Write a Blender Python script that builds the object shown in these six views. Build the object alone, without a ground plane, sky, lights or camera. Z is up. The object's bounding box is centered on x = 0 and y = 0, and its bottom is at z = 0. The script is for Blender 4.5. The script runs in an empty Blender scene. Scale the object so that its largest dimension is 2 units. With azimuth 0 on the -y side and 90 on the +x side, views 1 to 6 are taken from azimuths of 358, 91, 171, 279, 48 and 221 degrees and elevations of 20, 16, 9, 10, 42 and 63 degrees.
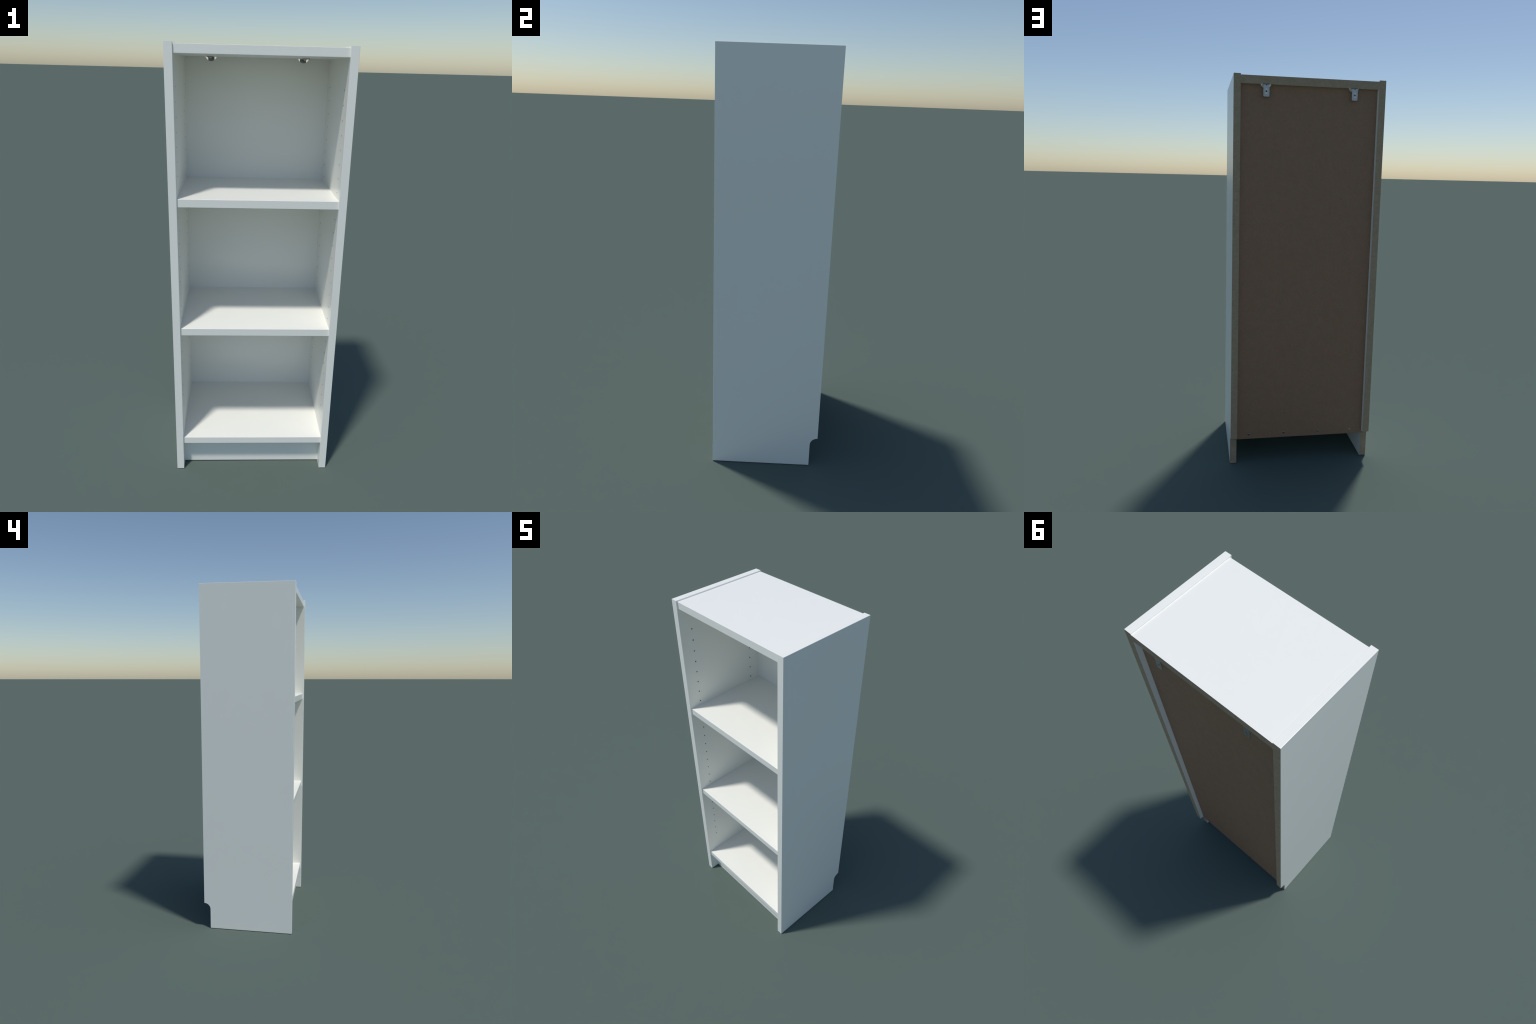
# Narrow white lacquered bookcase: two side panels with peg holes, top panel,
# two shelves, bottom shelf, recessed plinth, hardboard back and two wall brackets.
import bpy, bmesh, math
from mathutils import Vector, Matrix

# ------------------------------------------------------------------ sizes (m)
HALF_W, INNER = 0.3755, 0.3416          # outside / inside half width
FRONT, REAR, HEIGHT = -0.264, 0.264, 2.0
BOARD_FRONT = -0.2562                   # boards sit back from the side edges
TOP_HI, TOP_LO = 1.9941, 1.9590
SHELVES = [(1.3541, 1.3888), (0.7500, 0.7842)]
BASE = (0.1478, 0.1817)
PANEL_IN, PANEL_OUT = 0.2335, 0.2393    # hardboard back: front and rear face
PANEL_BOTTOM = 0.1405
PLINTH_Y = -0.2083
NOTCH_Y, NOTCH_Z, NOTCH_R = 0.2266, 0.1573, 0.0374
HOLE_ROWS = (-0.1945, 0.1680)
HOLE_TOP, HOLE_PITCH, HOLE_COUNT, HOLE_R = 1.8359, 0.06033, 26, 0.0034
CUT_X, CUT_Z, CUT_R = 0.2187, 1.9675, 0.0277   # half-round cut-outs for the brackets
TAB_OUT, METAL_T = 0.2612, 0.0030


# ------------------------------------------------------------------ materials
def new_material(name):
    m = bpy.data.materials.new(name)
    m.use_nodes = True
    nt = m.node_tree
    return m, nt, nt.nodes["Principled BSDF"]


def noise(nt, scale, detail, stretch=(1, 1, 1), rough=0.55):
    tc = nt.nodes.new("ShaderNodeTexCoord")
    mp = nt.nodes.new("ShaderNodeMapping")
    mp.inputs["Scale"].default_value = stretch
    n = nt.nodes.new("ShaderNodeTexNoise")
    n.inputs["Scale"].default_value = scale
    n.inputs["Detail"].default_value = detail
    n.inputs["Roughness"].default_value = rough
    nt.links.new(tc.outputs["Object"], mp.inputs["Vector"])
    nt.links.new(mp.outputs["Vector"], n.inputs["Vector"])
    return n


def ramp(nt, src, stops):
    r = nt.nodes.new("ShaderNodeValToRGB")
    r.color_ramp.elements[0].position, r.color_ramp.elements[0].color = stops[0][0], (*stops[0][1], 1)
    r.color_ramp.elements[1].position, r.color_ramp.elements[1].color = stops[-1][0], (*stops[-1][1], 1)
    for p, c in stops[1:-1]:
        e = r.color_ramp.elements.new(p)
        e.color = (*c, 1)
    nt.links.new(src, r.inputs["Fac"])
    return r


def multiply(nt, a, b, fac=1.0):
    mx = nt.nodes.new("ShaderNodeMix")
    mx.data_type, mx.blend_type = "RGBA", "MULTIPLY"
    mx.inputs["Factor"].default_value = fac
    nt.links.new(a, mx.inputs["A"])
    nt.links.new(b, mx.inputs["B"])
    return mx.outputs["Result"]


def white_lacquer():
    m, nt, p = new_material("white_lacquer")
    n = noise(nt, 3.0, 3)
    c = ramp(nt, n.outputs["Fac"], [(0.3, (0.962, 0.960, 0.896)), (0.7, (0.970, 0.968, 0.904))])
    nt.links.new(c.outputs["Color"], p.inputs["Base Color"])
    p.inputs["Roughness"].default_value = 0.30
    p.inputs["IOR"].default_value = 1.5
    return m


def fibreboard_edge():
    m, nt, p = new_material("raw_fibreboard")
    a = noise(nt, 160.0, 4)
    b = noise(nt, 34.0, 3)
    ca = ramp(nt, a.outputs["Fac"], [(0.3, (0.80, 0.80, 0.80)), (0.7, (1, 1, 1))])
    cb = ramp(nt, b.outputs["Fac"], [(0.3, (0.410, 0.305, 0.200)), (0.7, (0.470, 0.355, 0.238))])
    nt.links.new(multiply(nt, cb.outputs["Color"], ca.outputs["Color"]), p.inputs["Base Color"])
    p.inputs["Roughness"].default_value = 0.75
    return m


def hardboard():
    m, nt, p = new_material("brown_hardboard")
    a = noise(nt, 110.0, 4, (1, 1, 0.8))
    b = noise(nt, 22.0, 4, (1, 1, 0.9))
    s = noise(nt, 60.0, 1)
    ca = ramp(nt, a.outputs["Fac"], [(0.3, (0.86, 0.86, 0.86)), (0.7, (1, 1, 1))])
    cb = ramp(nt, b.outputs["Fac"], [(0.32, (0.302, 0.1755, 0.1045)), (0.68, (0.330, 0.1900, 0.1130))])
    cs = ramp(nt, s.outputs["Fac"], [(0.20, (0.85, 0.85, 0.85)), (0.30, (1, 1, 1))])
    col = multiply(nt, multiply(nt, cb.outputs["Color"], ca.outputs["Color"]), cs.outputs["Color"])
    nt.links.new(col, p.inputs["Base Color"])
    p.inputs["Roughness"].default_value = 0.6
    return m


def galvanised_steel(name="galvanised_steel", lo=0.39, hi=0.46, rough=0.38):
    m, nt, p = new_material(name)
    n = noise(nt, 300.0, 3)
    c = ramp(nt, n.outputs["Fac"], [(0.35, (lo, lo * 1.02, lo * 1.04)), (0.65, (hi, hi * 1.02, hi * 1.04))])
    nt.links.new(c.outputs["Color"], p.inputs["Base Color"])
    p.inputs["Metallic"].default_value = 1.0
    p.inputs["Roughness"].default_value = rough
    return m


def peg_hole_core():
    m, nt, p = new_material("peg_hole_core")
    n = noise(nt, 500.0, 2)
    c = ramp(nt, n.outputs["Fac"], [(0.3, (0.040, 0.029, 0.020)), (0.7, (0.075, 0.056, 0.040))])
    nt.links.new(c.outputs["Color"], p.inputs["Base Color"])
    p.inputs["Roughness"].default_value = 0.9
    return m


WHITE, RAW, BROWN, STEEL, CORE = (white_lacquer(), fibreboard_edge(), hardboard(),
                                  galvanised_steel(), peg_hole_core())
STEEL_LIGHTENED = galvanised_steel("steel_lighter_smoother", 0.44, 0.49, 0.27)      # boss steel: lighter base colour and lower roughness than the rest of the bracket
NAIL = galvanised_steel("nail_steel", 0.40, 0.46, 0.14)

# ------------------------------------------------------------------ helpers
root = bpy.data.objects.new("bookcase", None)
bpy.context.scene.collection.objects.link(root)
root["label"] = "narrow tall white lacquered bookcase with three open compartments"
root["category"] = "bookcase"


def add_object(name, mesh, parent=root, loc=(0, 0, 0)):
    o = bpy.data.objects.new(name, mesh)
    bpy.context.scene.collection.objects.link(o)
    o.parent = parent
    o.location = loc
    return o


def finish(bm, name, mats, smooth=False):
    me = bpy.data.meshes.new(name)
    bmesh.ops.recalc_face_normals(bm, faces=bm.faces[:])
    bm.to_mesh(me)
    bm.free()
    for m in mats:
        me.materials.append(m)
    if smooth == 'flat':
        me.shade_flat()
    elif smooth:
        me.shade_smooth()
        me.set_sharp_from_angle(angle=math.radians(35))
    return me


def bevel(bm, width, segments=2, edges=None):
    es = edges if edges is not None else [e for e in bm.edges if len(e.link_faces) == 2 and e.calc_face_angle() > 0.6]
    bmesh.ops.bevel(bm, geom=es, offset=width, segments=segments, profile=0.5,
                    affect="EDGES", clamp_overlap=True)


def board(name, x, y, z, raw_rear=False, round_edge=0.0010, mats=None, rear=None):
    """Box board given by its (min, max) ranges; rear face may be raw or another material."""
    c = Vector(((x[0] + x[1]) / 2, (y[0] + y[1]) / 2, (z[0] + z[1]) / 2))
    bm = bmesh.new()
    bmesh.ops.create_cube(bm, size=1.0, matrix=Matrix.Diagonal((x[1] - x[0], y[1] - y[0], z[1] - z[0], 1)))
    bm.normal_update()
    if raw_rear:
        for f in bm.faces:
            if f.normal.y > 0.9:
                f.material_index = 1
    es = [e for e in bm.edges if not any(f.material_index for f in e.link_faces)]
    bevel(bm, round_edge, 3, es)
    me = finish(bm, name, mats or [WHITE, RAW], smooth='flat')
    return add_object(name, me, loc=c)


def cutter(cylinders, mat):
    """One mesh of many cylinders: (centre, axis, radius, length, segments)."""
    bm = bmesh.new()
    for c, axis, r, length, seg in cylinders:
        rot = Vector(axis).to_track_quat("Z", "Y").to_matrix().to_4x4()
        bmesh.ops.create_cone(bm, cap_ends=True, segments=seg, radius1=r, radius2=r, depth=length,
                              matrix=Matrix.Translation(c) @ rot)
    return add_object("helper", finish(bm, "helper", [mat]), parent=None)


def carve(target, tool):
    md = target.modifiers.new("carve", "BOOLEAN")
    md.operation, md.solver, md.object = "DIFFERENCE", "EXACT", tool
    md.material_mode = "TRANSFER"
    bpy.context.view_layer.update()
    me = bpy.data.meshes.new_from_object(target.evaluated_get(bpy.context.evaluated_depsgraph_get()))
    target.modifiers.clear()
    old, target.data = target.data, me
    me.name = old.name
    bpy.data.meshes.remove(old)
    bpy.data.objects.remove(tool)


# ------------------------------------------------------------------ side panels
def side_panel(sign):
    x0, x1 = sorted((sign * INNER, sign * HALF_W))
    xc = (x0 + x1) / 2
    # outline in the y-z plane, with the rounded skirting notch low at the rear
    outline = [(FRONT, 0), (FRONT, HEIGHT), (REAR, HEIGHT)]
    n = 14
    cy, cz = NOTCH_Y + NOTCH_R, NOTCH_Z - NOTCH_R
    for i in range(n + 1):
        a = math.pi / 2 + math.pi / 2 * i / n
        outline.append((cy + NOTCH_R * math.cos(a), cz + NOTCH_R * math.sin(a)))
    outline.append((NOTCH_Y, 0))
    bm = bmesh.new()
    face = bm.faces.new([bm.verts.new((x0 - xc, y, z)) for y, z in outline])
    ext = bmesh.ops.extrude_face_region(bm, geom=[face])
    bmesh.ops.translate(bm, vec=(x1 - x0, 0, 0), verts=[v for v in ext["geom"] if isinstance(v, bmesh.types.BMVert)])
    bmesh.ops.recalc_face_normals(bm, faces=bm.faces[:])
    for f in bm.faces:
        c = f.calc_center_median()
        if abs(f.normal.x) < 0.5 and c.y > 0.2 and f.normal.z < 0.5 and c.z > 0.01:
            f.material_index = 1
    es = [e for e in bm.edges if e.calc_face_angle() > 0.6 and not any(f.material_index for f in e.link_faces)
          and max(v.co.z for v in e.verts) > 0.001 and e.calc_length() > 0.1]
    bevel(bm, 0.0011, 3, es)
    o = add_object("side_panel", finish(bm, "side_panel", [WHITE, RAW, CORE], smooth='flat'), loc=(xc, 0, 0))
    depth = 0.019
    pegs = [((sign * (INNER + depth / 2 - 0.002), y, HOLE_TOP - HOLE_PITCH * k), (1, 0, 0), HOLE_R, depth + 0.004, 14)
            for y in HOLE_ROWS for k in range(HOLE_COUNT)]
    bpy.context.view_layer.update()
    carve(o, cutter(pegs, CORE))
    return o


side_panel(-1)
side_panel(1)

# ------------------------------------------------------------------ boards
E = 0.0015                                      # boards are let into the sides
board("top_panel", (-INNER - E, INNER + E), (BOARD_FRONT, REAR - 0.0003), (TOP_LO, TOP_HI), raw_rear=True)
for lo, hi in SHELVES:
    board("shelf", (-INNER - E, INNER + E), (BOARD_FRONT, PANEL_IN + 0.001), (lo, hi))
board("bottom_panel", (-INNER - E, INNER + E), (BOARD_FRONT, PANEL_IN + 0.001), BASE)
board("plinth", (-INNER - E, INNER + E), (PLINTH_Y, PLINTH_Y + 0.034), (0.0016, BASE[0] + 0.002), round_edge=0.001)

# hardboard back, let into grooves of sides and top, with two half-round cut-outs
back = board("back_panel", (-INNER - 0.006, INNER + 0.006), (PANEL_IN, PANEL_OUT), (PANEL_BOTTOM, TOP_LO + 0.006),
             raw_rear=True, round_edge=0.0004, mats=[WHITE, BROWN])
for f in back.data.polygons:
    if f.normal.z < -0.9:
        f.material_index = 1
bpy.context.view_layer.update()
carve(back, cutter([((s * CUT_X, (PANEL_IN + PANEL_OUT) / 2, CUT_Z), (0, 1, 0), CUT_R, 0.03, 40) for s in (-1, 1)], BROWN))

# ------------------------------------------------------------------ nails
def nail_mesh():
    bm = bmesh.new()
    prof = [(0.0, 0.0011), (0.0047, 0.0010), (0.0056, 0.0006), (0.0058, 0.0), (0.0016, -0.0005), (0.0016, -0.012), (0.0, -0.0135)]
    vs = [bm.verts.new((r, h, 0)) for r, h in prof]
    es = [bm.edges.new((a, b)) for a, b in zip(vs, vs[1:])]
    bmesh.ops.spin(bm, geom=vs + es, axis=(0, 1, 0), cent=(0, 0, 0), angle=2 * math.pi, steps=18)
    bmesh.ops.remove_doubles(bm, verts=bm.verts[:], dist=1e-6)
    return finish(bm, "nail", [NAIL], smooth="flat")


nail = add_object("nail", nail_mesh(), loc=(0.2785, PANEL_OUT + 0.0002, 0.1655))
for x in (0.0905, -0.0970, -0.2740):
    n2 = nail.copy()
    n2.location.x = x
    bpy.context.scene.collection.objects.link(n2)


# ------------------------------------------------------------------ wall brackets
def flat_plate(loops, thick, ease):
    """Fill closed 2D outlines (holes allowed) and give them thickness with eased edges."""
    cu = bpy.data.curves.new("plate", "CURVE")
    cu.dimensions, cu.fill_mode = "2D", "BOTH"
    cu.extrude, cu.bevel_depth, cu.bevel_resolution, cu.offset = thick / 2 - ease, ease, 1, -ease
    for pts in loops:
        sp = cu.splines.new("POLY")
        sp.points.add(len(pts) - 1)
        for p, (x, y) in zip(sp.points, pts):
            p.co = (x, y, 0, 1)
        sp.use_cyclic_u = True
    tmp = bpy.data.objects.new("plate", cu)
    bpy.context.scene.collection.objects.link(tmp)
    bpy.context.view_layer.update()
    me = bpy.data.meshes.new_from_object(tmp.evaluated_get(bpy.context.evaluated_depsgraph_get()))
    bpy.data.objects.remove(tmp)
    bpy.data.curves.remove(cu)
    return me


def arc(cx, cy, r, a0, a1, n):
    return [(cx + r * math.cos(math.radians(a0 + (a1 - a0) * i / n)),
             cy + r * math.sin(math.radians(a0 + (a1 - a0) * i / n))) for i in range(n + 1)]


def bracket_mesh():
    w, top, low, R = 0.0148, -0.0045, -0.0602, 0.0045      # local z = 0 is the board underside
    hole_z = -0.0352
    rear = TAB_OUT
    # upright tab (drawn in x,z): round lower corners, small nibs on the sides, V nick at the bend
    c = 0.005
    outline = (arc(-w + c, low + c, c, 180, 270, 5) + arc(w - c, low + c, c, 270, 360, 5)
               + [(w, hole_z - 0.004), (w + 0.0009, hole_z), (w, hole_z + 0.004), (w, top),
                  (0.0040, top), (0.0008, -0.0080), (-0.0008, -0.0080), (-0.0040, top), (-w, top),
                  (-w, hole_z + 0.004), (-w - 0.0009, hole_z), (-w, hole_z - 0.004)])
    tab = flat_plate([outline, arc(0, hole_z, 0.0044, 0, 342, 19)], METAL_T, 0.0005)
    # raised oval boss round the screw hole
    boss_o = arc(0, hole_z + 0.0100, 0.0054, 0, 180, 10) + arc(0, hole_z - 0.0100, 0.0054, 180, 360, 10)
    boss = flat_plate([boss_o, arc(0, hole_z, 0.0040, 0, 342, 19)], 0.0020, 0.0006)
    # arm under the top board with a rounded end and a screw hole
    reach, seat = 0.165, 0.080
    arm_o = ([(-w, R), (w, R)] + arc(0, reach - w, w, 0, 180, 20))
    arm = flat_plate([arm_o, arc(0, seat, 0.0042, 0, 342, 19)], METAL_T, 0.0005)
    bm = bmesh.new()
    up = Matrix.Rotation(math.pi / 2, 4, "X")              # (x, y) -> (x, z)
    yc = rear - METAL_T / 2
    for me, mat in ((tab, Matrix.Translation((0, yc, 0)) @ up),
                    (boss, Matrix.Translation((0, rear - 0.0002, 0)) @ up),
                    (arm, Matrix.Translation((0, rear, -METAL_T / 2)) @ Matrix.Diagonal((1, -1, 1, 1)))):
        t = bmesh.new()
        t.from_mesh(me)
        t.transform(mat)
        for f in t.faces:
            f.material_index = 1 if me is boss else 0
        tmp = bpy.data.meshes.new("tmp")
        t.to_mesh(tmp)
        t.free()
        bm.from_mesh(tmp)
        bpy.data.meshes.remove(tmp)
        bpy.data.meshes.remove(me)
    # the bend, in two strips either side of the nick
    for xa, xb in ((-w, -0.0040), (0.0040, w)):
        rows = []
        for i in range(7):
            a = math.radians(90 * i / 6)
            rows.append([bm.verts.new((x, rear - R + r * math.cos(a), -R + r * math.sin(a)))
                         for x, r in ((xa, R), (xb, R), (xb, R - METAL_T), (xa, R - METAL_T))])
        for r0, r1 in zip(rows, rows[1:]):
            for k in range(4):
                bm.faces.new((r0[k], r0[(k + 1) % 4], r1[(k + 1) % 4], r1[k]))
        bm.faces.new(rows[0])
        bm.faces.new(rows[-1])
    # pressed gusset that closes the nick, hollow towards the wall
    tip_a = bm.verts.new((0, rear - METAL_T, -0.0086))
    tip_b = bm.verts.new((0, rear - 0.0098, -METAL_T))
    mid = bm.verts.new((0, rear - 0.0072, -0.0066))
    for s in (-1, 1):
        rim = [bm.verts.new((s * 0.0042, rear - R + (R - 0.0008) * math.cos(math.radians(15 * i)),
                             -R + (R - 0.0008) * math.sin(math.radians(15 * i)))) for i in range(7)]
        chain = [tip_a] + rim + [tip_b]
        for p, q in zip(chain, chain[1:]):
            bm.faces.new((mid, p, q))
    # dished seat round the arm's screw hole
    bmesh.ops.create_cone(bm, cap_ends=False, segments=24, radius1=0.0105, radius2=0.0045, depth=0.0036,
                          matrix=Matrix.Translation((0, rear - seat, -METAL_T - 0.0010)) @ Matrix.Rotation(math.pi, 4, "X"))
    return finish(bm, "mounting_bracket", [STEEL, STEEL_LIGHTENED], smooth=True), (rear - seat)


def screw_mesh():
    bm = bmesh.new()
    prof = [(0.0, -0.0066), (0.0034, -0.0062), (0.0058, -0.0050), (0.0068, -0.0030), (0.0030, 0.0), (0.0026, 0.022), (0.0, 0.027)]
    vs = [bm.verts.new((r, 0, h)) for r, h in prof]
    es = [bm.edges.new((a, b)) for a, b in zip(vs, vs[1:])]
    bmesh.ops.spin(bm, geom=vs + es, axis=(0, 0, 1), cent=(0, 0, 0), angle=2 * math.pi, steps=20)
    bmesh.ops.remove_doubles(bm, verts=bm.verts[:], dist=1e-6)
    return finish(bm, "screw", [STEEL], smooth=True)


bracket_me, screw_y = bracket_mesh()
screw_me = screw_mesh()
for x in (CUT_X, -CUT_X):
    b = add_object("mounting_bracket", bracket_me, loc=(x, 0, TOP_LO - 0.0004))
    add_object("screw", screw_me, parent=b, loc=(0, screw_y, -0.0014))
